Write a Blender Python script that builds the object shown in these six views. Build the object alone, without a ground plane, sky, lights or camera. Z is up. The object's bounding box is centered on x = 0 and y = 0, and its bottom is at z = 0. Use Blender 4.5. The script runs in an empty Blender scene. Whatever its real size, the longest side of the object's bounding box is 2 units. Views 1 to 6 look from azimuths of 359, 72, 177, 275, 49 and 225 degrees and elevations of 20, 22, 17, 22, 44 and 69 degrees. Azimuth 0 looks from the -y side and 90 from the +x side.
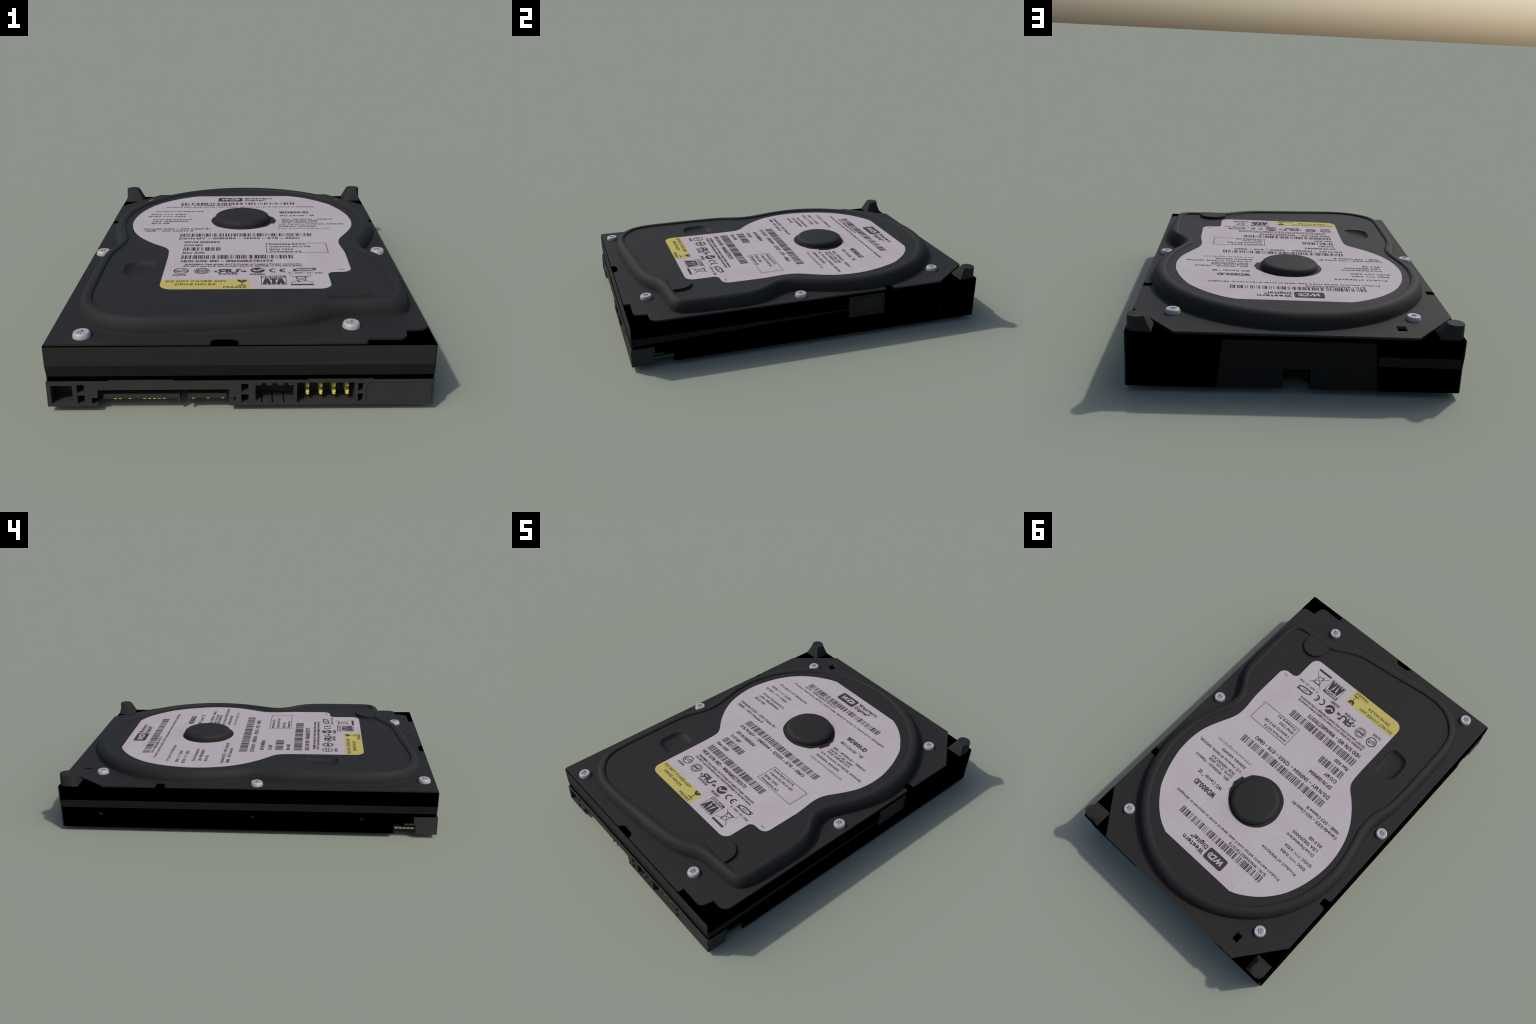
import bpy, bmesh, math, random
from mathutils import Vector

# =====================================================================
#  3.5 inch hard disk drive, built part by part (metres, z up)
# =====================================================================

# ---- levels --------------------------------------------------------
Z_BOTTOM, Z_CAST_TOP = 0.0235, 0.2565
Z_PLATE = 0.2667            # upper face of the cover plate
Z_FLOOR = 0.3214            # flat field of the raised cover
Z_CREST = 0.3312            # top of the bead round that field
Z_LABEL = 0.3220
HALF_W, Y_FRONT, Y_BACK = 0.6915, -0.9970, 0.9965


# ---- materials -----------------------------------------------------
def material(name, colour, rough=0.6, metal=0.0, spec=0.5, grain=0.0, grain_scale=300.0,
             bump=0.0, blotch=None, blotch_scale=8.0):
    m = bpy.data.materials.new(name)
    m.use_nodes = True
    nt = m.node_tree
    b = nt.nodes["Principled BSDF"]
    b.inputs["Base Color"].default_value = (*colour, 1)
    b.inputs["Roughness"].default_value = rough
    b.inputs["Metallic"].default_value = metal
    b.inputs["Specular IOR Level"].default_value = spec
    if grain or bump or blotch:
        tc = nt.nodes.new("ShaderNodeTexCoord")
        n = nt.nodes.new("ShaderNodeTexNoise")
        n.inputs["Scale"].default_value = grain_scale
        n.inputs["Detail"].default_value = 3
        nt.links.new(tc.outputs["Object"], n.inputs["Vector"])
        col = None
        if blotch:
            n2 = nt.nodes.new("ShaderNodeTexNoise")
            n2.inputs["Scale"].default_value = blotch_scale
            n2.inputs["Detail"].default_value = 4
            nt.links.new(tc.outputs["Object"], n2.inputs["Vector"])
            r2 = nt.nodes.new("ShaderNodeValToRGB")
            r2.color_ramp.elements[0].position = 0.42
            r2.color_ramp.elements[0].color = (*colour, 1)
            r2.color_ramp.elements[1].position = 0.68
            r2.color_ramp.elements[1].color = (*blotch, 1)
            nt.links.new(n2.outputs["Fac"], r2.inputs["Fac"])
            col = r2.outputs["Color"]
        if grain:
            r = nt.nodes.new("ShaderNodeValToRGB")
            r.color_ramp.elements[0].position = 0.3
            r.color_ramp.elements[0].color = (1 - grain,) * 3 + (1,)
            r.color_ramp.elements[1].position = 0.7
            r.color_ramp.elements[1].color = (1 + grain,) * 3 + (1,)
            nt.links.new(n.outputs["Fac"], r.inputs["Fac"])
            mx = nt.nodes.new("ShaderNodeMix")
            mx.data_type = 'RGBA'
            mx.blend_type = 'MULTIPLY'
            mx.inputs["Factor"].default_value = 1
            mx.inputs["A"].default_value = (*colour, 1)
            if col:
                nt.links.new(col, mx.inputs["A"])
            nt.links.new(r.outputs["Color"], mx.inputs["B"])
            col = mx.outputs["Result"]
        if col:
            nt.links.new(col, b.inputs["Base Color"])
        if bump:
            bp = nt.nodes.new("ShaderNodeBump")
            bp.inputs["Strength"].default_value = bump
            bp.inputs["Distance"].default_value = 0.001
            nt.links.new(n.outputs["Fac"], bp.inputs["Height"])
            nt.links.new(bp.outputs["Normal"], b.inputs["Normal"])
    return m


M_COVER = material("charcoal_paint", (0.0182, 0.0180, 0.0177), 0.68, spec=0.19, grain=0.05, grain_scale=160)
M_BLACK = material("black_casting", (0.0, 0.0, 0.0), 0.9, spec=0.0)  # walls painted pure black for the unlit look of doubled faces
M_CAST = material("dark_casting", (0.0185, 0.0183, 0.0177), 0.7, spec=0.15, grain=0.04)
M_STRIPE = material("dark_casting_step", (0.0088, 0.0088, 0.0085), 0.75, spec=0.12, grain=0.04)  # about half the front casting colour, for the darker band
M_PANEL = material("sunk_panel_paint", (0.0100, 0.0100, 0.0098), 0.75, spec=0.12, grain=0.04)
M_PAD = material("side_pad_paint", (0.0170, 0.0170, 0.0168), 0.7, spec=0.2, grain=0.04)
M_PLASTIC = material("connector_plastic", (0.0320, 0.0312, 0.0300), 0.7, spec=0.15, grain=0.05)
M_GOLD = material("gold_contact", (0.62, 0.55, 0.10), 0.5, metal=0.0, spec=0.3)
M_SCREW = material("zinc_screw", (0.37, 0.37, 0.385), 0.5, metal=0.15, spec=0.3, grain=0.06, grain_scale=120)
M_LABEL = material("label_paper", (0.405, 0.375, 0.395), 0.8, spec=0.15, grain=0.035, grain_scale=110,
                   blotch=(0.400, 0.345, 0.365), blotch_scale=5.0)
M_YELLOW = material("yellow_print", (0.430, 0.375, 0.105), 0.8, spec=0.15, grain=0.06, grain_scale=110)
M_INK = material("label_ink", (0.043, 0.037, 0.040), 0.8, spec=0.15)
M_INKGREY = material("label_grey_ink", (0.155, 0.140, 0.147), 0.8, spec=0.15)
M_PCB = material("green_board", (0.030, 0.060, 0.022), 0.5, grain=0.2, grain_scale=40)
M_SOLDER = material("solder", (0.24, 0.23, 0.18), 0.5, metal=0.2)
M_CHIP = material("chip_plastic", (0.012, 0.012, 0.012), 0.6)


# ---- building helpers -----------------------------------------------
def link(obj, parent=None):
    bpy.context.scene.collection.objects.link(obj)
    if parent is not None:
        obj.parent = parent
    return obj


def finish(name, mesh, mats, parent=None, angle=None):
    mesh.name = name
    if not isinstance(mats, (list, tuple)):
        mats = [mats]
    mesh.materials.clear()
    for m in mats:
        mesh.materials.append(m)
    if angle is not None:
        mesh.polygons.foreach_set("use_smooth", [True] * len(mesh.polygons))
        mesh.set_sharp_from_angle(angle=math.radians(angle))
    else:
        mesh.polygons.foreach_set("use_smooth", [False] * len(mesh.polygons))
    mesh.update()
    return link(bpy.data.objects.new(name, mesh), parent)


def rounded(points):
    """polygon corners (x, y, radius) -> outline with round corners"""
    out = []
    n = len(points)
    for i in range(n):
        p = Vector(points[i][:2])
        r = points[i][2] if len(points[i]) > 2 else 0
        if r <= 0:
            out.append((p.x, p.y))
            continue
        a = Vector(points[i - 1][:2]) - p
        b = Vector(points[(i + 1) % n][:2]) - p
        la, lb = a.length, b.length
        a.normalize()
        b.normalize()
        ang = a.angle(b)
        d = min(r / math.tan(ang / 2), la * 0.49, lb * 0.49)
        r = d * math.tan(ang / 2)
        c = p + (a + b).normalized() * (r / math.sin(ang / 2))
        s, e = p + a * d - c, p + b * d - c
        a0 = math.atan2(s.y, s.x)
        da = (math.atan2(e.y, e.x) - a0 + math.pi) % (2 * math.pi) - math.pi
        k = max(3, int(abs(da) / math.radians(11)) + 1)
        for j in range(k + 1):
            t = a0 + da * j / k
            out.append((c.x + r * math.cos(t), c.y + r * math.sin(t)))
    return out


def spline(points, per=8, closed=True):
    """Catmull-Rom curve through the points"""
    n = len(points)
    out = []
    for i in range(n if closed else n - 1):
        if closed:
            p = [Vector(points[(i + k - 1) % n]) for k in range(4)]
        else:
            p = [Vector(points[min(max(i + k - 1, 0), n - 1)]) for k in range(4)]
        for j in range(per):
            t = j / per
            v = 0.5 * ((2 * p[1]) + (p[2] - p[0]) * t + (2 * p[0] - 5 * p[1] + 4 * p[2] - p[3]) * t * t
                       + (3 * p[1] - p[0] - 3 * p[2] + p[3]) * t ** 3)
            out.append(tuple(v))
    if not closed:
        out.append(tuple(points[-1]))
    return out


def circle(cx, cy, r, n=48, a0=0.0, a1=360.0):
    full = abs(a1 - a0 - 360) < 1e-6
    m = n if full else n + 1
    return [(cx + r * math.cos(math.radians(a0 + (a1 - a0) * i / n)),
             cy + r * math.sin(math.radians(a0 + (a1 - a0) * i / n))) for i in range(m)]


def prism_mesh(outlines, z0, z1, bevel=0.0):
    """filled outlines (inner ones are holes) with thickness, bevelled rims"""
    cu = bpy.data.curves.new("tmp", 'CURVE')
    cu.dimensions = '2D'
    cu.fill_mode = 'BOTH'
    for pts in outlines:
        s = cu.splines.new('POLY')
        s.points.add(len(pts) - 1)
        for q, p in zip(s.points, pts):
            q.co = (p[0], p[1], 0, 1)
        s.use_cyclic_u = True
    cu.extrude = (z1 - z0) / 2 - bevel
    cu.bevel_depth = bevel
    cu.bevel_resolution = 1
    cu.offset = -bevel
    ob = bpy.data.objects.new("tmp", cu)
    bpy.context.scene.collection.objects.link(ob)
    dg = bpy.context.evaluated_depsgraph_get()
    me = bpy.data.meshes.new_from_object(ob.evaluated_get(dg))
    bpy.data.objects.remove(ob)
    bpy.data.curves.remove(cu)
    for v in me.vertices:
        v.co.z += (z0 + z1) / 2
    return me


def prism(name, outlines, z0, z1, mats, parent=None, bevel=0.0, angle=35):
    return finish(name, prism_mesh(outlines, z0, z1, bevel), mats, parent, angle)


def box_verts(bm, x0, x1, y0, y1, z0, z1):
    vs = [bm.verts.new(p) for p in ((x0, y0, z0), (x1, y0, z0), (x1, y1, z0), (x0, y1, z0),
                                    (x0, y0, z1), (x1, y0, z1), (x1, y1, z1), (x0, y1, z1))]
    for f in ((3, 2, 1, 0), (4, 5, 6, 7), (0, 1, 5, 4), (1, 2, 6, 5), (2, 3, 7, 6), (3, 0, 4, 7)):
        bm.faces.new([vs[i] for i in f])


def boxes_mesh(boxes):
    bm = bmesh.new()
    for b in boxes:
        box_verts(bm, *b)
    me = bpy.data.meshes.new("boxes")
    bm.to_mesh(me)
    bm.free()
    return me


def boxes(name, bs, mats, parent=None):
    return finish(name, boxes_mesh(bs), mats, parent)


def loft_mesh(rings, cap0=False, cap1=True):
    """closed rings of equal length, joined one after the other"""
    bm = bmesh.new()
    rows = [[bm.verts.new(p) for p in r] for r in rings]
    n = len(rings[0])
    for a, b in zip(rows, rows[1:]):
        for i in range(n):
            j = (i + 1) % n
            bm.faces.new((a[i], a[j], b[j], b[i]))
    if cap1:
        bm.faces.new(rows[-1])
    if cap0:
        bm.faces.new(list(reversed(rows[0])))
    me = bpy.data.meshes.new("loft")
    bm.to_mesh(me)
    bm.free()
    return me


def boolean(obj, cutter_mesh, op='DIFFERENCE'):
    c = bpy.data.objects.new("cutter", cutter_mesh)
    bpy.context.scene.collection.objects.link(c)
    md = obj.modifiers.new("b", 'BOOLEAN')
    md.operation = op
    md.solver = 'EXACT'
    md.object = c
    md.use_self = True
    dg = bpy.context.evaluated_depsgraph_get()
    me = bpy.data.meshes.new_from_object(obj.evaluated_get(dg))
    obj.modifiers.clear()
    old = obj.data
    obj.data = me
    bpy.data.meshes.remove(old)
    bpy.data.objects.remove(c)


def join_meshes(meshes):
    bm = bmesh.new()
    for m in meshes:
        bm.from_mesh(m)
    me = bpy.data.meshes.new("joined")
    bm.to_mesh(me)
    bm.free()
    return me


# =====================================================================
#  the thing
# =====================================================================
drive = bpy.data.objects.new("hard_disk_drive", None)
drive["label"] = "black internal hard disk drive with white printed label on top"
drive["category"] = "hard drive"
link(drive)

# ---- casting ---------------------------------------------------------
def body_ring(left, right, front, back, z):
    x0, x1, y0, y1 = -HALF_W + left, HALF_W - right, Y_FRONT + front, Y_BACK - back
    return [(x, y, z) for x, y in rounded([(x0, y0, .0065), (x1, y0, .0065), (x1, y1, .0105), (x0, y1, .0105)])]


upper = loft_mesh([body_ring(.0040, .0012, .0030, .0010, .112), body_ring(.0040, .0012, .0030, .0010, .139),
                   body_ring(.0006, .0004, .0004, 0, .181), body_ring(0, 0, 0, 0, .2547),
                   body_ring(.0018, .0018, .0018, .0018, Z_CAST_TOP)], cap0=True)
casting = finish("casting", upper, M_BLACK, drive)
XL, XR, YL_ = -HALF_W + .0040, HALF_W - .0012, Y_BACK - .0010
lower = prism_mesh([rounded([(XL, -.777), (-.62, -.777), (-.62, .845), (.62, .845), (.62, -.777),
                             (XR, -.777), (XR, YL_, .0105), (.050, YL_), (.050, .935), (.036, .905), (.012, .890),
                             (-.014, .886), (-.038, .898), (-.055, .925), (-.061, .955),
                             (-.061, YL_), (XL, YL_, .0105)])], Z_BOTTOM, .1145, bevel=.0)
boolean(casting, lower, 'UNION')


def recess(poly, axis, depth_at, sign=1):
    """shallow field sunk into a wall: polygon in (other axis, z)"""
    a_, b_ = [(depth_at, p, q) if axis == 0 else (p, depth_at, q) for p, q in poly], None
    b_ = [(depth_at + .05 * sign, p, q) if axis == 0 else (p, depth_at + .05 * sign, q) for p, q in poly]
    m = loft_mesh([a_, b_], cap0=True)
    q_ = bmesh.new()
    q_.from_mesh(m)
    bmesh.ops.recalc_face_normals(q_, faces=q_.faces)
    q_.to_mesh(m)
    q_.free()
    boolean(casting, m)


Y_PANEL, X_PAD = .9890, .6855
recess([(.3250, .0), (-.3480, .0), (-.3218, .2365), (.3005, .2365)], 1, Y_PANEL)
recess(rounded([(.199, .119, .003), (.4155, .119, .003), (.4155, .2495, .002), (.199, .2450, .002)]), 0, X_PAD)
# sloping webs that carry the connector at the front corners
for s in (-1, 1):
    web = loft_mesh([[(s * .6855, -.885, .1125), (s * .6855, -.885, .093), (s * .6855, -.862, .0815),
                      (s * .6855, -.775, .0815), (s * .6855, -.775, .1125)],
                     [(s * .60, -.885, .1125), (s * .60, -.885, .093), (s * .60, -.862, .0815),
                      (s * .60, -.775, .0815), (s * .60, -.775, .1125)]], cap0=True)
    finish("connector_web", web, M_BLACK, casting)
# mounting holes, three on each side
holes = []
for s in (-1, 1):
    for y in (.773, -.0435, -.613):
        rings = [[(s * (HALF_W + .01), y + .0135 * math.cos(a), .109 + .0135 * math.sin(a))
                  for a in [i * math.tau / 20 for i in range(20)]]]
        rings.append([(s * (HALF_W - .030), q[1], q[2]) for q in rings[0]])
        me = loft_mesh(rings, cap0=True)
        bmx = bmesh.new()
        bmx.from_mesh(me)
        bmesh.ops.recalc_face_normals(bmx, faces=bmx.faces)
        bmx.to_mesh(me)
        bmx.free()
        boolean(casting, me)
me = casting.data
me.materials.clear()
for m in (M_BLACK, M_CAST, M_STRIPE, M_PANEL, M_PAD):
    me.materials.append(m)
for p in me.polygons:
    c, n = p.center, p.normal
    k = 0
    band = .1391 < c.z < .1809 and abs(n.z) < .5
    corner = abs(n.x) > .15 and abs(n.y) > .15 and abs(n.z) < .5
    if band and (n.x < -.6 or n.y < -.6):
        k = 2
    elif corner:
        k = 2  # bevels tinted lighter than the walls for the light they catch
    elif n.y < -.7 and .18 < c.z < .2547 and c.y < -.9:
        k = 1
    elif abs(c.x) < HALF_W - .004 and abs(c.x) > .655 and abs(c.z - .109) < .0134 and abs(n.x) < .9 and c.y > -.7 and c.y < .8:
        k = 1  # hole linings coloured grey to show daylight falling inside
    if (n.y > .9 and Y_PANEL - .001 < c.y < Y_PANEL + .001) or (n.x > .9 and X_PAD - .001 < c.x < X_PAD + .001):
        k = 3 if n.y > .9 else 4
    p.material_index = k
    p.use_smooth = False

# thin slabs for the dark grey band: back wall, and tapering on the right
def wall_panel(name, quad, normal, depth, mat, parent):
    nrm = Vector(normal)
    a = [tuple(Vector(q) - nrm * depth) for q in quad]
    m = loft_mesh([a, quad], cap0=True)
    b = bmesh.new()
    b.from_mesh(m)
    bmesh.ops.recalc_face_normals(b, faces=b.faces)
    b.to_mesh(m)
    b.free()
    return finish(name, m, mat, parent)


E_ = .0008
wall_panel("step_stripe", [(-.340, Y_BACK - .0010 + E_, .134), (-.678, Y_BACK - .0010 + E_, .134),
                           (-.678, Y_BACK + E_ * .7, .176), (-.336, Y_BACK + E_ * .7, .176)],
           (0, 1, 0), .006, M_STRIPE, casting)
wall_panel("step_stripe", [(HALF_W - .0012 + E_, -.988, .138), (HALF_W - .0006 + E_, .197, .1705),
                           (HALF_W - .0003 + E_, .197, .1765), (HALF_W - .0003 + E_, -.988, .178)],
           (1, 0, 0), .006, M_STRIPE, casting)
boxes("panel_seam", [(-.0067, -.0055, Y_PANEL - .002, Y_PANEL + .0006, .116, .2360)], M_STRIPE, casting)
# rounded field drawn in the sunk pad of the right wall
field_o = rounded([(.232, .139, .018), (.402, .139, .022), (.402, .233, .018), (.232, .233, .022)])
field_i = rounded([(.2335, .1405, .017), (.4005, .1405, .021), (.4005, .2315, .017), (.2335, .2315, .021)])
fm = prism_mesh([field_o, field_i], 0, .0008)
for v in fm.vertices:
    v.co = (X_PAD - .0002 + v.co.z, v.co.x, v.co.y)
finish("pad_outline", fm, M_BLACK, casting)
boxes("pad_mark", [(X_PAD - .0002, X_PAD + .0006, .206, .226, .176, .180)], M_BLACK, casting)

# ---- cover: plate, raised dome, filter pad --------------------------------
plate_outline = rounded([
    (-.6845, -.9935, .006),
    (-.104, -.9935, .002), (-.104, -.980, .008), (-.086, -.9655, .014), (-.024, -.9655, .014), (-.006, -.980, .008),
    (-.006, -.9935, .002),
    (.450, -.9935, .013), (.450, -.9605, .002), (.590, -.9615, .032), (.602, -.8905, .002),
    (.6865, -.8880, .040),
    (.6865, .416, .010), (.6800, .4255, .006), (.6460, .4255, .010), (.6460, .4685, .010), (.6865, .4685, .002),
    (.6865, .7570), (.4960, .9995), (-.4960, .9995), (-.6865, .7570),
    (-.6865, .4830, .008), (-.6780, .4690, .006), (-.6460, .4685, .010), (-.6460, .4255, .010), (-.6800, .4240, .006),
    (-.6865, .4140, .008)])
square_hole = [(-.4605, .8770), (-.4195, .8770), (-.4195, .9290), (-.4605, .9290)]
cover = prism("cover_plate", [plate_outline, square_hole], Z_CAST_TOP + .0006, Z_PLATE, M_COVER, drive, bevel=.0004)

lining = loft_mesh([[(x, y, Z_PLATE - .0004) for x, y in square_hole],
                    [(-.440 + (x + .440) * .72, .903 + (y - .903) * .72, Z_CAST_TOP - .0005) for x, y in square_hole]], cap1=False)
finish("hole_lining", lining, M_COVER, cover)
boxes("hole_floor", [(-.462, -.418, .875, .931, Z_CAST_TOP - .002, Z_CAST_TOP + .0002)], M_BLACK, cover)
# plain black pieces that darken the three notches
for nx0, nx1, ny0, ny1, nr in ((-.1055, -.0045, -.9930, -.9640, .012), (.6440, .6860, .4240, .4700, .008), (-.6860, -.6440, .4235, .4700, .008)):
    prism("notch_black_fill", [rounded([(nx0, ny0, .002), (nx1, ny0, .002), (nx1, ny1, nr), (nx0, ny1, nr)])],
          Z_CAST_TOP - .001, Z_PLATE - .0008, M_BLACK, cover)

# outer foot and inner crease of the dome, point by point round the bead
PAIR = [((-.628, -.55), (-.576, -.55)), ((-.622, -.68), (-.573, -.67)), ((-.603, -.765), (-.562, -.745)),
        ((-.566, -.838), (-.535, -.797)), ((-.499, -.896), (-.478, -.848)), ((-.422, -.924), (-.41, -.877)),
        ((-.33, -.932), (-.325, -.884)), ((-.205, -.925), (-.20, -.872)), ((-.08, -.914), (-.075, -.853)),
        ((.05, -.901), (.050, -.839)), ((.170, -.882), (.150, -.826)), ((.244, -.861), (.214, -.803)),
        ((.301, -.832), (.268, -.774)), ((.349, -.804), (.325, -.744)), ((.41, -.787), (.41, -.736)),
        ((.52, -.779), (.505, -.730)), ((.594, -.768), (.562, -.723)), ((.634, -.737), (.590, -.703)),
        ((.649, -.665), (.601, -.65)), ((.655, -.53), (.602, -.53)), ((.656, -.40), (.600, -.40)),
        ((.646, -.322), (.592, -.305)), ((.622, -.255), (.565, -.245)), ((.583, -.194), (.528, -.195)),
        ((.557, -.133), (.503, -.14)), ((.557, -.079), (.500, -.09)), ((.578, -.017), (.516, -.037)),
        ((.614, .080), (.550, .045)), ((.644, .185), (.583, .145))]
for a in range(0, 181, 12):
    t = math.radians(a)
    PAIR.append(((.007 + .650 * math.cos(t), .303 + .650 * math.sin(t)),
                 (.006 + .592 * math.cos(t), .298 + .592 * math.sin(t))))
PAIR += [((-.633, .20), (-.580, .20)), ((-.617, .108), (-.561, .110)), ((-.598, .030), (-.542, .030)),
         ((-.590, -.04), (-.536, -.045)), ((-.601, -.11), (-.546, -.120)), ((-.619, -.205), (-.569, -.205)),
         ((-.624, -.31), (-.577, -.31)), ((-.628, -.42), (-.577, -.42))]
foot = spline([p[0] for p in PAIR], 8)
crease = spline([p[1] for p in PAIR], 8)
profile = [(-.03, Z_PLATE - .003), (-.02, Z_PLATE + .0004), (.0, Z_PLATE + .0022)]
for k in range(1, 13):                       # round shoulder
    a = math.radians(7.5 * k)
    profile.append((.008 + .66 * (1 - math.cos(a)), Z_PLATE + .0035 + (Z_CREST - Z_PLATE - .0035) * math.sin(a)))
profile += [(.82, Z_CREST), (.93, Z_CREST - .0006), (.985, Z_CREST - .0022), (1.02, Z_CREST - .0050), (1.07, Z_FLOOR - .0004)]
rings = [[(f[0] + (c[0] - f[0]) * t, f[1] + (c[1] - f[1]) * t, z) for f, c in zip(foot, crease)] for t, z in profile]
bead = loft_mesh(rings, cap1=False)
# dent in the flat field
dent_rim = rounded([(-.494, -.489, .060), (-.364, -.489, .030), (-.364, -.308, .030), (-.494, -.308, .060)])
DC = Vector((-.424, -.399))


def dent_ring(s, z):
    """rim drawn in towards the dent's floor outline"""
    out = []
    for x, y in dent_rim:
        fx = -.424 + (x + .429) * (1 - s * .38)
        fy = -.3985 + (y + .3985) * (1 - s * .36)
        out.append((fx * s + x * (1 - s), fy * s + y * (1 - s), z))
    return out


def dent_depth(t):
    return .0195 * t * t * (3 - 2 * t)


dent = loft_mesh([dent_ring(t, Z_FLOOR - dent_depth(t)) for t in [i / 10 for i in range(11)]])
bmf = bmesh.new()
edges = []
for loop, z in ((crease, Z_FLOOR), (dent_rim, Z_FLOOR)):
    vs = [bmf.verts.new((x, y, z)) for x, y in loop]
    edges += [bmf.edges.new((vs[i], vs[(i + 1) % len(vs)])) for i in range(len(vs))]
bmesh.ops.triangle_fill(bmf, use_beauty=True, edges=edges)
for f in bmf.faces:
    if f.normal.z < 0:
        f.normal_flip()
floor = bpy.data.meshes.new("floor")
bmf.to_mesh(floor)
bmf.free()
dome_mesh = join_meshes([bead, dent, floor])
dome = finish("raised_dome", dome_mesh, M_COVER, cover, angle=42)
lobe = [(.337, -.7380), (.490, -.7380)] + circle(.414, -.6985, .0770, 28, -8, 188)
prism("filter_pad", [lobe], Z_FLOOR - .004, .3365, M_COVER, cover, bevel=.0012)

# ---- spindle cap -------------------------------------------------------
HUB = (-.0010, .2885)
prof = [(.1380, Z_FLOOR - .002), (.1380, .333), (.1366, .3405), (.1328, .3470), (.1262, .3515), (.1185, .3538),
        (.1120, .3543)]
cap = loft_mesh([[(HUB[0] + r * math.cos(i * math.tau / 96), HUB[1] + r * math.sin(i * math.tau / 96), z)
                  for i in range(96)] for r, z in prof])
finish("spindle_cap", cap, M_COVER, drive, angle=40)

# ---- corner posts --------------------------------------------------------
def corner_post(s):
    n = 96
    cx, cy, r = .648, .9535, .0362
    top, base = [], []
    for i in range(n):
        a = math.tau * i / n - 3 * math.pi / 4
        dx, dy = math.cos(a), math.sin(a)
        top.append((cx + r * dx, cy + r * dy, .3195))
        # square pedestal, round on the outer corner
        tx = ((.6855 if dx > 0 else .584) - cx) / dx if abs(dx) > 1e-6 else 9
        ty = ((.9900 if dy > 0 else .8885) - cy) / dy if abs(dy) > 1e-6 else 9
        t = min(tx, ty)
        if dx > 0 and dy > 0:
            t = .0370
        base.append((cx + t * dx, cy + t * dy, Z_CAST_TOP - .001))
    # move the nearest sample exactly onto each square corner
    for q in ((.584, .8885), (.6855, .8885), (.584, .9900)):
        i = min(range(n), key=lambda i: (base[i][0] - q[0]) ** 2 + (base[i][1] - q[1]) ** 2)
        base[i] = (*q, base[i][2])
    rings = [base, [(b[0] + (t[0] - b[0]) * .97, b[1] + (t[1] - b[1]) * .97, b[2] + (t[2] - b[2]) * .975)
                    for b, t in zip(base, top)],
             [(cx + (t[0] - cx) * .965, cy + (t[1] - cy) * .965, t[2]) for t in top]]
    if s < 0:
        rings = [[(-x, y, z) for x, y, z in reversed(r_)] for r_ in rings]
    finish("corner_post", loft_mesh(rings), M_COVER, drive, angle=28)


corner_post(1)
corner_post(-1)

# ---- screws ----------------------------------------------------------------
N = 72


def ring(r, z):
    return [(r * math.cos(i * math.tau / N), r * math.sin(i * math.tau / N), z) for i in range(N)]


def star(ro, ri, z):
    out = []
    for i in range(N):
        a = i * math.tau / N
        w = abs(((a * 6 / math.tau) % 1) - .5) * 2
        r = ri + (ro - ri) * w ** 1.6
        out.append((r * math.cos(a), r * math.sin(a), z))
    return out


screw_mesh = loft_mesh([ring(.0325, -.002), ring(.0328, .003), ring(.0322, .008), ring(.0305, .0145), ring(.0282, .0185),
                        ring(.0258, .0200), ring(.0240, .0201), ring(.0222, .0196), star(.0208, .0062, .0195),
                        star(.0198, .0056, .0120), ring(.0042, .0115), ring(.0040, .0170), ring(.0022, .0176)])
for k, (x, y) in enumerate(((.404, -.867), (-.5625, -.9355), (.631, -.062), (-.643, -.061), (.517, .797), (-.5105, .797))):
    if k == 0:
        sc = finish("screw", screw_mesh, M_SCREW, drive, angle=38)
    else:
        sc = link(sc.copy())
        sc.parent = drive
    sc.location = (x, y, Z_PLATE)
    sc.rotation_euler = (0, 0, .2 + .31 * k)

# ---- connector block ------------------------------------------------------------
def conn_cut(x0, x1, z0, z1, depth):
    boolean(conn, boxes_mesh([(x0, x1, -1.02, -1.0 + depth, z0, z1)]))


conn = boxes("connector_block", [(-.689, .691, -1.0, -.889, .0212, .1197)], M_PLASTIC, drive)
conn_cut(-.6745, -.598, .0340, .1048, .080)                 # blind pocket
for x0, x1 in ((-.5815, -.5557), (.0025, .0280), (.4187, .4370)):
    conn_cut(x0, x1, .0755, .1078, .07)
    conn_cut(x0, x1, .0325, .0652, .07)
boolean(conn, boxes_mesh([(-.509, -.0413, -1.02, -.893, .0, .0863)]))    # data and power socket, open below
conn_cut(-.5318, -.505, .0305, .0552, .06)
conn_cut(-.0450, -.0183, .0410, .0553, .05)
conn_cut(.0530, .1895, .0295, .1018, .082)                  # jumper bay with three notches
for x0, x1 in ((.0732, .0918), (.1117, .1314), (.1524, .1705)):
    conn_cut(x0, x1, .0900, .1106, .082)
conn_cut(.2010, .4075, .0300, .1110, .092)                  # pin bay
finish_mesh = conn.data
plate_pts = [(.448, .0318), (.6835, .0318), (.6835, .0955), (.669, .1112), (.4625, .1112), (.448, .0940)]
cutm = loft_mesh([[(x, -1.02, z) for x, z in plate_pts], [(x, -.996, z) for x, z in plate_pts]], cap0=True)
bmc = bmesh.new()
bmc.from_mesh(cutm)
bmesh.ops.recalc_face_normals(bmc, faces=bmc.faces)
bmc.to_mesh(cutm)
bmc.free()
boolean(conn, cutm)
conn.data.materials.clear()
conn.data.materials.append(M_PLASTIC)
for p in conn.data.polygons:
    p.material_index = 0
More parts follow.
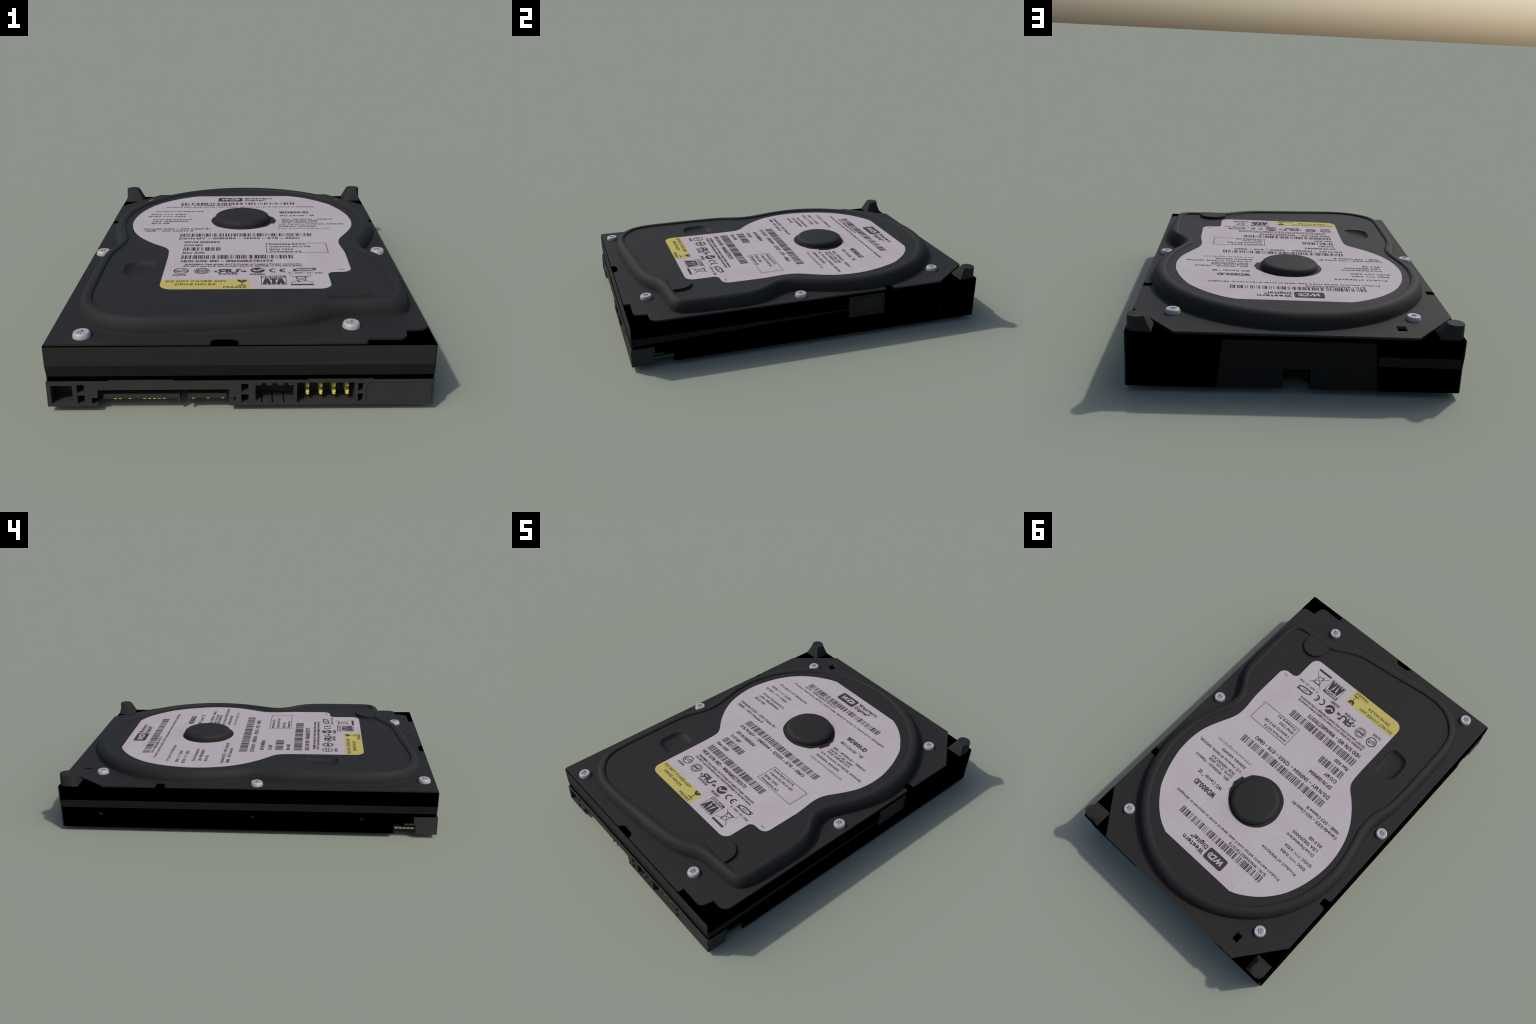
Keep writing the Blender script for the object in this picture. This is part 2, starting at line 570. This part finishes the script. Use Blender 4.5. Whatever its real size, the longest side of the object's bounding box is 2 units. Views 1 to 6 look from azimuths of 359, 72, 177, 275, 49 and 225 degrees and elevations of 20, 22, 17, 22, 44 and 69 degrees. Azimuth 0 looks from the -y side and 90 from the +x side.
cx_, cz_ = .566, .0715
g = .0016
inner = [(x + (g if x < cx_ else -g), z + (g if z < cz_ else -g)) for x, z in plate_pts]
wall_panel("blank_plate", [(x, -1.0, z) for x, z in inner], (0, -1, 0), .0035, M_PLASTIC, conn)
boxes("connector_rib", [(-.468, -.236, -.998, -.895, .119, .1232), (.238, .473, -.998, -.895, .119, .1232)], M_PLASTIC, conn)
for s, xo in ((-1, -.689), (1, .691)):
    a, b = sorted((xo, xo - s * .05))
    boxes("connector_arm", [(a, b, -.890, -.830, .0722, .0805)], M_PLASTIC, conn)
    boxes("connector_shoulder", [(a, b, -.890, -.8785, .0815, .1195)], M_PLASTIC, conn)
boxes("power_tongue", [(-.491, -.2185, -.9860, -.892, .0442, .0617), (-.2268, -.2185, -.9860, -.892, .0262, .0446)],
      M_PLASTIC, conn)
boxes("data_tongue", [(-.1895, -.0508, -.9860, -.892, .0442, .0617), (-.1895, -.1815, -.9860, -.892, .0262, .0446)],
      M_PLASTIC, conn)
for x in (-.450, -.432, -.397, -.3445, -.3268, -.3092, -.2919, -.2743, -.1697, -.1169, -.0646):
    boxes("contact_strip", [(x - .0052, x + .0052, -.9868, -.91, .0431, .0448)], M_GOLD, conn)
boxes("jumper_floor", [(a, b, -.9985, -.935, .0285, .0385) for a, b in ((.0525, .0728), (.0790, .1108), (.1170, .1520), (.1580, .1900))],
      M_PLASTIC, conn)
boxes("socket_latch", [(-.0330, -.0240, -.9995, -.95, .0290, .0530)], M_PLASTIC, conn)


def pin_mesh():
    h, y0, y1, y2 = .0062, -.907, -.970, -.981
    k = h * .55
    sq = lambda q, y: [(-q, y, -q * 1.15), (-q, y, q * 1.15), (q, y, q * 1.15), (q, y, -q * 1.15)]
    return loft_mesh([sq(h, y0), sq(h, y1), sq(k, y2)])


pm = pin_mesh()
pin = None
for x in (.2410, .2890, .3365, .3840):
    for z in (.0565, .0875):
        if pin is None:
            pin = finish("connector_pin", pm, M_GOLD, conn)
        else:
            pin = link(pin.copy())
            pin.parent = conn
        pin.location = (x, 0, z)

# ---- circuit board and its underside parts ------------------------------------------
board = boxes("circuit_board", [(-.683, .683, -.8885, -.777, .0490, .0590), (-.615, .615, -.777, .36, .0490, .0590)], M_PCB, drive)
boxes("solder_pad", [(-.6842, -.682, -.878 + .020 * i, -.864 + .020 * i, .0495, .0585) for i in range(5)], M_SOLDER, board)
rng = random.Random(5)
for (x, y, w, d, z) in ((-.30, -.45, .20, .20, .022), (.25, -.10, .28, .28, .020), (.10, -.55, .16, .10, .026),
                        (-.45, .10, .12, .18, .024), (-.520, -.630, .05, .035, .0), (-.27, -.845, .50, .085, .010), (.50, -.83, .26, .10, .020), (.42, -.55, .12, .12, .024)):
    boxes("board_chip", [(x - w / 2, x + w / 2, y - d / 2, y + d / 2, z, .0495)], M_CHIP, board)
disc = loft_mesh([[(.0 + r * math.cos(i * math.tau / 64), .45 + r * math.sin(i * math.tau / 64), z) for i in range(64)]
                  for r, z in ((.20, .112), (.20, .045), (.19, .040))][::-1], cap0=True, cap1=False)
finish("motor_base", disc, M_CAST, drive, angle=30)

# ======================================================================
#  label
# ======================================================================
label_outline = spline([(-.2465, .7555), (-.2954, .7347), (-.3616, .6917), (-.4187, .6394), (-.4720, .5700), (-.5080, .4950),
                        (-.5320, .4150), (-.5470, .3250), (-.5480, .2450), (-.5370, .1690), (-.5174, .0980), (-.4853, .0299),
                        (-.4420, -.0330), (-.3989, -.0821), (-.3550, -.1230), (-.3320, -.1570), (-.3250, -.1950)],
                       6, closed=False)
label_outline += rounded([(-.3225, -.2500), (-.3225, -.6345, .050), (.3605, -.6345, .046), (.3580, -.4540, .030),
                          (.4600, -.4510, .040), (.4600, -.2200)])[:]
label_outline += spline([(.4585, -.2000), (.4545, -.1600), (.4490, -.1150), (.4480, -.0700), (.4540, -.0300), (.4680, .0080),
                         (.5010, .0760), (.5350, .1620), (.5490, .2530), (.5460, .3420), (.5350, .4000), (.5130, .4760),
                         (.4711, .5721), (.4300, .6260), (.3977, .6617), (.3546, .6994), (.3050, .7320), (.2498, .7557)],
                        6, closed=False)
label_hole = spline([(.1222, .3838), (.0526, .4260), (-.0360, .4340), (-.1050, .4020), (-.1450, .3480), (-.1570, .2760),
                     (-.1280, .1900), (-.0700, .1460), (-.0080, .1310), (.0535, .1413), (.1147, .1770), (.1330, .2020)],
                    6, closed=False) + [(.1440, .2270), (.1590, .2265), (.1740, .2850), (.1640, .3060), (.1620, .3300), (.1480, .3520)]
label = prism("label", [label_outline, label_hole], Z_FLOOR - .0006, Z_LABEL, M_LABEL, drive)
INK0, INK1 = Z_LABEL - .0003, Z_LABEL + .0006


def ink(name, outlines_list, mat=M_INK, lift=0.0):
    """flat print; each entry is one filled shape with optional holes"""
    ms = [prism_mesh(o, INK0 + lift, INK1 + lift) for o in outlines_list]
    return finish(name, join_meshes(ms), mat, label)


def rect(x0, y0, x1, y1):
    return [(x0, y0), (x1, y0), (x1, y1), (x0, y1)]


def stroke(p, q, w):
    d = (Vector(q) - Vector(p)).normalized() * (w / 2)
    nx, ny = -d.y, d.x
    return [(p[0] + nx, p[1] + ny), (p[0] - nx, p[1] - ny), (q[0] - nx, q[1] - ny), (q[0] + nx, q[1] + ny)]


# -- sans-serif stroke lettering: each glyph is a width and centre-line strokes in a unit-high box
def arc(cx, cy, rx, ry, a0, a1, n=None):
    n = n or max(3, int(abs(a1 - a0) / 22))
    return [(cx + rx * math.cos(math.radians(a0 + (a1 - a0) * i / n)),
             cy + ry * math.sin(math.radians(a0 + (a1 - a0) * i / n))) for i in range(n + 1)]


def loop_(cx, cy, rx, ry):
    return arc(cx, cy, rx, ry, 90, 450, 18)


XH = .70                                             # height of the small letters
bowl = lambda: loop_(.23, XH / 2, .23, XH / 2)
hump = lambda x, w: [(x, XH * .55)] + arc(x + w / 2, XH * .60, w / 2, XH * .40, 180, 0) + [(x + w, 0)]
GLYPH = {
    ' ': (.16, []),
    'A': (.66, [[(0, 0), (.33, 1), (.66, 0)], [(.12, .32), (.54, .32)]]),
    'B': (.56, [[(0, 0), (0, 1)], [(0, 1), (.30, 1)] + arc(.30, .76, .23, .24, 90, -90) + [(0, .52)],
                [(.28, .52)] + arc(.32, .26, .24, .26, 90, -90) + [(0, 0)]]),
    'C': (.62, [arc(.33, .5, .33, .5, 42, 318)]),
    'D': (.62, [[(0, 0), (0, 1), (.24, 1)] + arc(.24, .5, .38, .5, 84, -84) + [(.24, 0), (0, 0)]]),
    'E': (.50, [[(.50, 1), (0, 1), (0, 0), (.50, 0)], [(0, .52), (.44, .52)]]),
    'F': (.48, [[(.48, 1), (0, 1), (0, 0)], [(0, .50), (.40, .50)]]),
    'G': (.66, [arc(.34, .5, .34, .5, 48, 335) + [(.66, .42), (.40, .42)]]),
    'H': (.58, [[(0, 0), (0, 1)], [(.58, 0), (.58, 1)], [(0, .52), (.58, .52)]]),
    'I': (.0, [[(0, 0), (0, 1)]]),
    'J': (.42, [[(.42, 1), (.42, .28)] + arc(.21, .24, .21, .24, 0, -180)]),
    'K': (.58, [[(0, 0), (0, 1)], [(.56, 1), (0, .40)], [(.20, .60), (.58, 0)]]),
    'L': (.46, [[(0, 1), (0, 0), (.46, 0)]]),
    'M': (.70, [[(0, 0), (0, 1), (.35, 0), (.70, 1), (.70, 0)]]),
    'N': (.58, [[(0, 0), (0, 1), (.58, 0), (.58, 1)]]),
    'O': (.70, [loop_(.35, .5, .35, .5)]),
    'P': (.54, [[(0, 0), (0, 1), (.28, 1)] + arc(.28, .72, .26, .28, 90, -90) + [(0, .44)]]),
    'R': (.58, [[(0, 0), (0, 1), (.30, 1)] + arc(.30, .74, .25, .26, 90, -90) + [(0, .48)], [(.30, .48), (.56, 0)]]),
    'S': (.56, [arc(.28, .74, .27, .26, 25, 200, 7) + [(.16, .55), (.40, .46)] + arc(.28, .26, .28, .26, 20, -160, 7)]),
    'T': (.56, [[(0, 1), (.56, 1)], [(.28, 1), (.28, 0)]]),
    'U': (.58, [[(0, 1), (0, .30)] + arc(.29, .29, .29, .29, 180, 360) + [(.58, 1)]]),
    'V': (.62, [[(0, 1), (.31, 0), (.62, 1)]]),
    'W': (.92, [[(0, 1), (.23, 0), (.46, 1), (.69, 0), (.92, 1)]]),
    'Y': (.62, [[(0, 1), (.31, .44), (.62, 1)], [(.31, .44), (.31, 0)]]),
    'Z': (.56, [[(0, 1), (.56, 1), (0, 0), (.56, 0)]]),
    '0': (.46, [loop_(.23, .5, .23, .5)]),
    '1': (.24, [[(0, .74), (.22, 1), (.22, 0)]]),
    '2': (.46, [arc(.23, .74, .23, .26, 165, -25) + [(.0, 0), (.46, 0)]]),
    '3': (.46, [arc(.22, .76, .21, .24, 150, -90) + arc(.22, .26, .24, .26, 90, -150)]),
    '4': (.50, [[(.38, 0), (.38, 1), (0, .28), (.50, .28)]]),
    '5': (.46, [[(.42, 1), (.08, 1), (.03, .52)] + arc(.22, .32, .24, .32, 120, -145)]),
    '6': (.46, [arc(.25, .62, .25, .38, 40, 180) + [(0, .32)], loop_(.23, .31, .23, .31)]),
    '7': (.46, [[(0, 1), (.46, 1), (.16, 0)]]),
    '8': (.46, [loop_(.23, .75, .20, .25), loop_(.23, .26, .23, .26)]),
    '9': (.46, [loop_(.23, .69, .23, .31), [(.46, .68)] + arc(.21, .38, .25, .38, 0, -140)]),
    'a': (.44, [arc(.21, XH * .70, .20, XH * .30, 160, 0) + [(.41, 0)], loop_(.20, XH * .28, .20, XH * .28)]),
    'b': (.46, [[(0, 0), (0, 1)], bowl()]),
    'c': (.42, [arc(.23, XH / 2, .23, XH / 2, 45, 315)]),
    'd': (.46, [[(.46, 0), (.46, 1)], bowl()]),
    'e': (.46, [[(.02, XH * .50), (.46, XH * .50)] + arc(.23, XH / 2, .23, XH / 2, 0, 320)]),
    'f': (.24, [[(.10, 0), (.10, .82)] + arc(.24, .82, .14, .18, 180, 90), [(0, XH), (.24, XH)]]),
    'g': (.46, [bowl(), [(.46, XH), (.46, -.10)] + arc(.23, -.10, .23, .18, 0, -160)]),
    'h': (.44, [[(0, 0), (0, 1)], hump(0, .44)]),
    'i': (.0, [[(0, 0), (0, XH - .08)], [(0, .97), (0, 1)]]),
    'l': (.0, [[(0, 0), (0, 1)]]),
    'm': (.74, [[(0, 0), (0, XH)], hump(0, .37), hump(.37, .37)]),
    'n': (.44, [[(0, 0), (0, XH)], hump(0, .44)]),
    'o': (.48, [loop_(.24, XH / 2, .24, XH / 2)]),
    'p': (.46, [[(0, XH), (0, -.28)], bowl()]),
    'r': (.24, [[(0, 0), (0, XH)], [(0, XH * .50)] + arc(.24, XH * .56, .24, XH * .44, 180, 90)]),
    's': (.40, [arc(.20, XH * .74, .19, XH * .26, 25, 200, 6) + [(.12, XH * .54), (.28, XH * .46)]
                + arc(.20, XH * .26, .20, XH * .26, 20, -160, 6)]),
    't': (.24, [[(.10, .92), (.10, .10), (.24, 0)], [(0, XH), (.24, XH)]]),
    'u': (.44, [[(0, XH), (0, .24)] + arc(.22, .24, .22, .24, 180, 360) + [(.44, XH)], [(.44, XH), (.44, 0)]]),
    'v': (.44, [[(0, XH), (.22, 0), (.44, XH)]]),
    'w': (.70, [[(0, XH), (.17, 0), (.35, XH), (.53, 0), (.70, XH)]]),
    'y': (.44, [[(0, XH), (.22, .04)], [(.44, XH), (.16, -.28), (.04, -.28)]]),
    '.': (.0, [[(0, 0), (0, .06)]]),
    ',': (.04, [[(.04, .06), (.0, -.14)]]),
    ':': (.0, [[(0, 0), (0, .06)], [(0, .54), (0, .60)]]),
    '/': (.32, [[(0, -.02), (.32, 1.02)]]),
    '\u2013': (.44, [[(0, .40), (.44, .40)]]),
    '-': (.22, [[(0, .38), (.22, .38)]]),
    '\u00ae': (.30, [loop_(.15, .86, .15, .15)]),
}


def stroke_mesh(lines, w, z0, z1):
    """thick lines with mitred bends; each later line lies a hair lower"""
    bm = bmesh.new()
    parts = []
    for pts in lines:                     # sharp corners end one stroke and start the next
        cur = [pts[0]]
        for i in range(1, len(pts)):
            cur.append(pts[i])
            if i < len(pts) - 1:
                u = Vector(pts[i]) - Vector(pts[i - 1])
                v = Vector(pts[i + 1]) - Vector(pts[i])
                if u.length > 1e-7 and v.length > 1e-7 and u.angle(v) > math.radians(80):
                    parts.append(cur)
                    cur = [pts[i]]
        parts.append(cur)
    for k, pts in enumerate(parts):
        P = [Vector(p) for p in pts]
        P = [P[0]] + [q for p, q in zip(P, P[1:]) if (q - p).length > 1e-7]
        if len(P) < 2:
            continue
        closed = (P[0] - P[-1]).length < 1e-6
        if closed:
            P.pop()
        n = len(P)
        zt = z1 - .00004 * (k % 6)
        rows = []
        for i, p in enumerate(P):
            a = P[i - 1] if (i > 0 or closed) else None
            b = P[(i + 1) % n] if (i < n - 1 or closed) else None
            da = (p - a).normalized() if a is not None else None
            db = (b - p).normalized() if b is not None else None
            d = (da or db) if (da is None or db is None) else da + db
            if d.length < 1e-4:
                d = da
            d = d.normalized()
            nrm = Vector((-d.y, d.x))
            ref = da or db
            f = 1 / max(.55, abs(nrm.dot(Vector((-ref.y, ref.x)))))
            off = nrm * (w / 2 * f)
            e = Vector((0, 0))
            if not closed and i == 0:
                e = -d * w / 2 * .9
            if not closed and i == n - 1:
                e = d * w / 2 * .9
            l, r = p + off + e, p - off + e
            rows.append([bm.verts.new((l.x, l.y, zt)), bm.verts.new((r.x, r.y, zt)),
                         bm.verts.new((r.x, r.y, z0)), bm.verts.new((l.x, l.y, z0))])
        m = n if closed else n - 1
        for i in range(m):
            A, B = rows[i], rows[(i + 1) % n]
            for j in range(4):
                bm.faces.new((A[j], A[(j + 1) % 4], B[(j + 1) % 4], B[j]))
        if not closed:
            bm.faces.new(rows[0][::-1])
            bm.faces.new(rows[-1])
    bmesh.ops.recalc_face_normals(bm, faces=bm.faces)
    me = bpy.data.meshes.new("strokes")
    bm.to_mesh(me)
    bm.free()
    return me


def text(body, x0, x1, y, cap, bold=0.045, mat=M_INK, shear=0.0, lift=0.0, name="text_line"):
    """printed line: baseline y, capital height cap, set to run from x0 to x1;
    bold adds to the stroke width, in capital heights"""
    w = (.130 + bold) * cap
    x, lines = 0.0, []
    for ch in body:
        gw, strokes = GLYPH[ch]
        for st in strokes:
            lines.append([(x + px, py) for px, py in st])
        x += gw + (.30 if ch != ' ' else .16)
    total = x - .30
    sx = (x1 - x0 - w) / total
    out = []
    for st in lines:
        out.append([(x0 + w / 2 + px * sx + shear * py * cap, y + w / 2 + py * (cap - w)) for px, py in st])
    me = stroke_mesh(out, w, INK0 + lift, INK1 + lift)
    return finish(name, me, mat, label)


def barcode(x0, x1, y0, y1, seed, chars):
    """start mark, six-element characters of eleven modules, stop mark"""
    r = random.Random(seed)
    el = [2, 1, 1, 2, 3, 2]
    for _ in range(chars):
        while True:
            e = [r.choice((1, 1, 1, 2, 2, 3, 4)) for _ in range(6)]
            if sum(e) == 11:
                break
        el += e
    el += [2, 3, 3, 1, 1, 1, 2]
    u = (x1 - x0) / sum(el)
    x, bs = x0, []
    for i, w in enumerate(el):
        if i % 2 == 0:
            bs.append((x, x + w * u * .96, y0, y1, INK0, INK1))
        x += w * u
    o = boxes("barcode", bs, M_INK, label)
    o["kind"] = "stuff"


# -- print on the round end
barcode(-.3330, .2820, .5760, .6170, 11, 17)
text("S/N : WMAM9Z781373", -.335, -.061, .5525, .0180, 0.06)
text("Product warranty will be void if seal, label or cover is removed or damaged.", -.4065, .3870, .5235, .0165, 0.045)
text("Western", .0110, .1630, .6890, .0270, 0.075)
text("Digital\u00ae", .0105, .1310, .6520, .0270, 0.075)
ink("logo_box", [[rounded([(-.1355, .6450, .012), (-.0020, .6450, .012), (-.0020, .7170, .012), (-.1355, .7170, .012)])]])
text("WD", -.1230, -.0330, .6640, .0340, 0.1, M_LABEL, shear=.25, lift=.0008, name="logo_letters")
ink("logo_swoosh", [[stroke((-.033, .664), (-.018, .681), .007)], [stroke((-.018, .681), (-.026, .697), .007)],
                    [stroke((-.026, .697), (-.060, .698), .006)]], M_LABEL, .0008)
text("Product of Malaysia", -.4545, -.2045, .4405, .0195, 0.03)
text("5VDC", -.4745, -.4190, .3860, .0180, 0.06)
text("0.45A", -.3500, -.2940, .3860, .0180, 0.06)
text("12VDC", -.4880, -.4190, .3485, .0180, 0.06)
text("0.50A", -.3500, -.2930, .3485, .0180, 0.06)
for y in (.3860, .3485):
    ink("direct_current_mark", [[rect(-.4080, y + .0125, -.3610, y + .0155)]] +
        [[rect(-.4080 + k * .018, y + .0045, -.3970 + k * .018, y + .0070)] for k in range(3)])
text("Drive Parameters:", -.4540, -.2560, .2955, .0190, 0.04)
text("LBA 156250000", -.4525, -.2735, .2620, .0195, 0.06)
text("80.0 GB", -.4555, -.3660, .2280, .0195, 0.06)
text("Canada ICES \u2013 003 Class B/", -.4830, -.1530, .1365, .0195, 0.06)
text("NMB \u2013 003 Classe B", -.4700, -.2370, .1055, .0190, 0.06)
text("WD800JD", .1925, .3470, .4070, .0340, 0.06)
text("WD Caviar", .1920, .3240, .3560, .0220, 0.035)
text("\u00ae", .3300, .3430, .3680, .0130, 0.02)
text("SE", .3480, .3730, .3560, .0220, 0.035)
text("MDL : WD800JD \u2013 75MSA3", .2025, .4590, .2920, .0165, 0.06)
text("DATE: 11 JUL 2006", .2020, .3800, .2645, .0165, 0.06)
text("DCM : HSBANTJCA", .2025, .3795, .2425, .0165, 0.06)
text("U.S. Patents: 6178056, 5956196,", .1830, .5100, .2090, .0165, 0.05)
text("6289484, 6263459", .1815, .3625, .1730, .0165, 0.06)
text("www.westerndigital.com", .1725, .4280, .1370, .0180, 0.01, M_INKGREY)
barcode(-.2948, .3300, .0225, .0688, 12, 21)
text("DS/N MY \u2013 0NR694 \u2013 12555 \u2013 678 \u2013 0IMO", -.2960, .2720, -.0170, .0245, 0.055)
text("DP/N 0NR694", -.2655, -.1020, -.0705, .0235, 0.055)
text("C/O MY", -.2640, -.1780, -.1160, .0235, 0.055)
barcode(-.2633, -.0965, -.1795, -.1335, 13, 4)
text("Rev A00", -.2625, -.1660, -.2190, .0235, 0.055)
barcode(-.2630, .2250, -.2875, -.2402, 14, 16)
text("HDD S/N: WD \u2013 WMAM9Z781373", -.2607, .1350, -.3280, .0250, 0.055)
text("WARNING: Use either SATA Power or Legacy Power connector.", -.2415, .2595, -.3640, .0155, 0.05)
text("DO NOT use both which may result in damage to the hard drive.", -.2445, .2585, -.3855, .0155, 0.05)
ink("frame_box", [[rect(.1105, -.2110, .3875, -.0790), rect(.1133, -.2084, .3847, -.0818)]])
text("Interface SATA", .1250, .2915, -.1065, .0180, 0.05)
text("Capacity 80.0 GB", .1265, .3130, -.1375, .0180, 0.05)
text("RPM 7200", .1250, .2315, -.1755, .0185, 0.05)
text("Firmware A3", .1285, .2665, -.2030, .0180, 0.05)

# -- approval marks
cx, cy = -.2504, -.4325
ink("approval_ring", [[circle(cx, cy, .0315, 40), circle(cx, cy, .0262, 40)], [rect(cx - .030, cy + .004, cx + .022, cy + .0075)],
                      [rect(cx - .022, cy - .0075, cx + .030, cy - .004)], [stroke((cx + .022, cy + .0060), (cx + .004, cy + .0135), .004)],
                      [stroke((cx - .022, cy - .0060), (cx - .004, cy - .0135), .004)]])
text("D33015", -.2795, -.2255, -.4885, .0165, 0.04)
cx, cy = -.1643, -.4350
ink("approval_seal", [[circle(cx, cy, .0345, 40), circle(cx, cy, .0325, 40)], [circle(cx, cy, .0215, 40), circle(cx, cy, .0200, 40)]]
    + [[stroke((cx + .0235 * math.cos(a), cy + .0235 * math.sin(a)), (cx + .0300 * math.cos(a), cy + .0300 * math.sin(a)), .0042)]
       for a in [math.radians(d) for d in list(range(25, 160, 15)) + list(range(205, 340, 15))]])
text("NEMKO", cx - .0280, cx + .0280, cy - .0070, .0140, 0.1, shear=.15)
text("c", -.1130, -.0985, -.4500, .0210, 0.1)
mark = [[(-.0585, -.4540), (-.0585, -.4195), (-.0800, -.4195)] + arc(-.0800, -.4290, .0110, .0095, 90, 270) + [(-.0585, -.4385)],
        [(-.0745, -.4385), (-.0925, -.4540)],
        [(-.0470, -.4195), (-.0470, -.4420)] + arc(-.0315, -.4420, .0155, .0115, 180, 360) + [(-.0160, -.4195)],
        [(-.0075, -.4180), (-.0055, -.4180)]]
finish("recognised_mark", stroke_mesh(mark, .0098, INK0, INK1), M_INK, label)
text("us", -.0015, .0215, -.4500, .0210, 0.1)
text("E101558", -.0925, -.0155, -.4805, .0175, 0.06)
cx, cy = .0680, -.4298
ink("tick_disc", [[circle(cx, cy, .0300, 40)]])
ink("tick", [[stroke((cx - .020, cy + .004), (cx - .003, cy - .011), .010)], [stroke((cx - .005, cy - .011), (cx + .026, cy + .016), .010)]],
    M_LABEL, .0008)
text("N3565", .0365, .0970, -.4850, .0175, 0.06)
for c0, e in ((.1375, False), (.1800, True)):
    arc = circle(c0, -.4340, .0215, 26, 75, 285) + circle(c0, -.4340, .0138, 26, 285, 75)
    ink("conformity_letter", [[arc]] + ([[rect(c0 - .016, -.4370, c0 + .001, -.4310)]] if e else []))
cx, cy = .2645, -.4255
ell = lambda a, b, t: [(cx + a * math.cos(u) * math.cos(t) - b * math.sin(u) * math.sin(t),
                        cy + a * math.cos(u) * math.sin(t) + b * math.sin(u) * math.cos(t))
                       for u in [i * math.tau / 48 for i in range(48)]]
ink("oval_mark", [[ell(.0490, .0185, .05), ell(.0395, .0116, .05)], [stroke((cx + .030, cy + .0135), (cx + .050, cy + .0175), .006)],
                  [stroke((cx - .030, cy - .0135), (cx - .050, cy - .0175), .006)]])
text("MIC", cx - .0150, cx + .0150, cy - .0050, .0105, 0.04)
text("E \u2013 H011 \u2013 03 \u2013 5194", .1965, .3375, -.4715, .0150, 0.02)
text("APL", .4060, .4350, -.4335, .0130, 0.02, M_INKGREY)
ink("interface_logo_frame", [[rect(.0805, -.5935, .1825, -.4945), rect(.0828, -.5912, .1802, -.5160)]])
text("ATA", .0860, .1770, -.5880, .0650, 0.1, name="logo_letters")
text("SERIAL", .0850, .1780, -.5130, .0150, 0.1, M_LABEL, lift=.0008, name="logo_letters")
bx = .2440
ink("bin_symbol", [[rect(.1985, -.5990, .2900, -.5860)],
                   [stroke((bx - .045, -.5750), (bx + .043, -.4905), .0026)], [stroke((bx + .045, -.5750), (bx - .043, -.4905), .0026)],
                   [stroke((bx - .020, -.5080), (bx - .014, -.5560), .0032)], [stroke((bx + .020, -.5080), (bx + .014, -.5560), .0032)],
                   [rect(bx - .0150, -.5570, bx + .0150, -.5535)], [rect(bx - .0220, -.5090, bx + .0240, -.5025)],
                   [circle(bx - .0120, -.5610, .0045, 12)]])

# -- yellow warning corner
yellow = prism_mesh([rounded([(-.3219, -.5350), (-.3219, -.6339, .0495), (.0350, -.6339), (.0350, -.5350)])], INK0, INK1)
finish("warning_patch", yellow, M_YELLOW, label)
YL = .0007
text("DO NOT COVER ANY", -.3020, -.0590, -.5615, .0180, 0.03, lift=YL)
text("DRIVE HOLES", -.2610, -.1010, -.5945, .0180, 0.03, lift=YL)
text("FRAGILE", -.0695, .0210, -.6260, .0180, 0.03, lift=YL)
gx = .0040
ink("fragile_glass", [[[(gx - .019, -.5400), (gx - .002, -.5400), (gx - .006, -.5480), (gx + .004, -.5520), (gx + .001, -.5400), (gx + .019, -.5400),
                        (gx + .018, -.5540), (gx + .009, -.5640), (gx, -.5665), (gx - .009, -.5640), (gx - .018, -.5540)]],
                      [rect(gx - .0018, -.5960, gx + .0018, -.5655)], [rect(gx - .0170, -.6005, gx + .0170, -.5950)]], lift=YL)
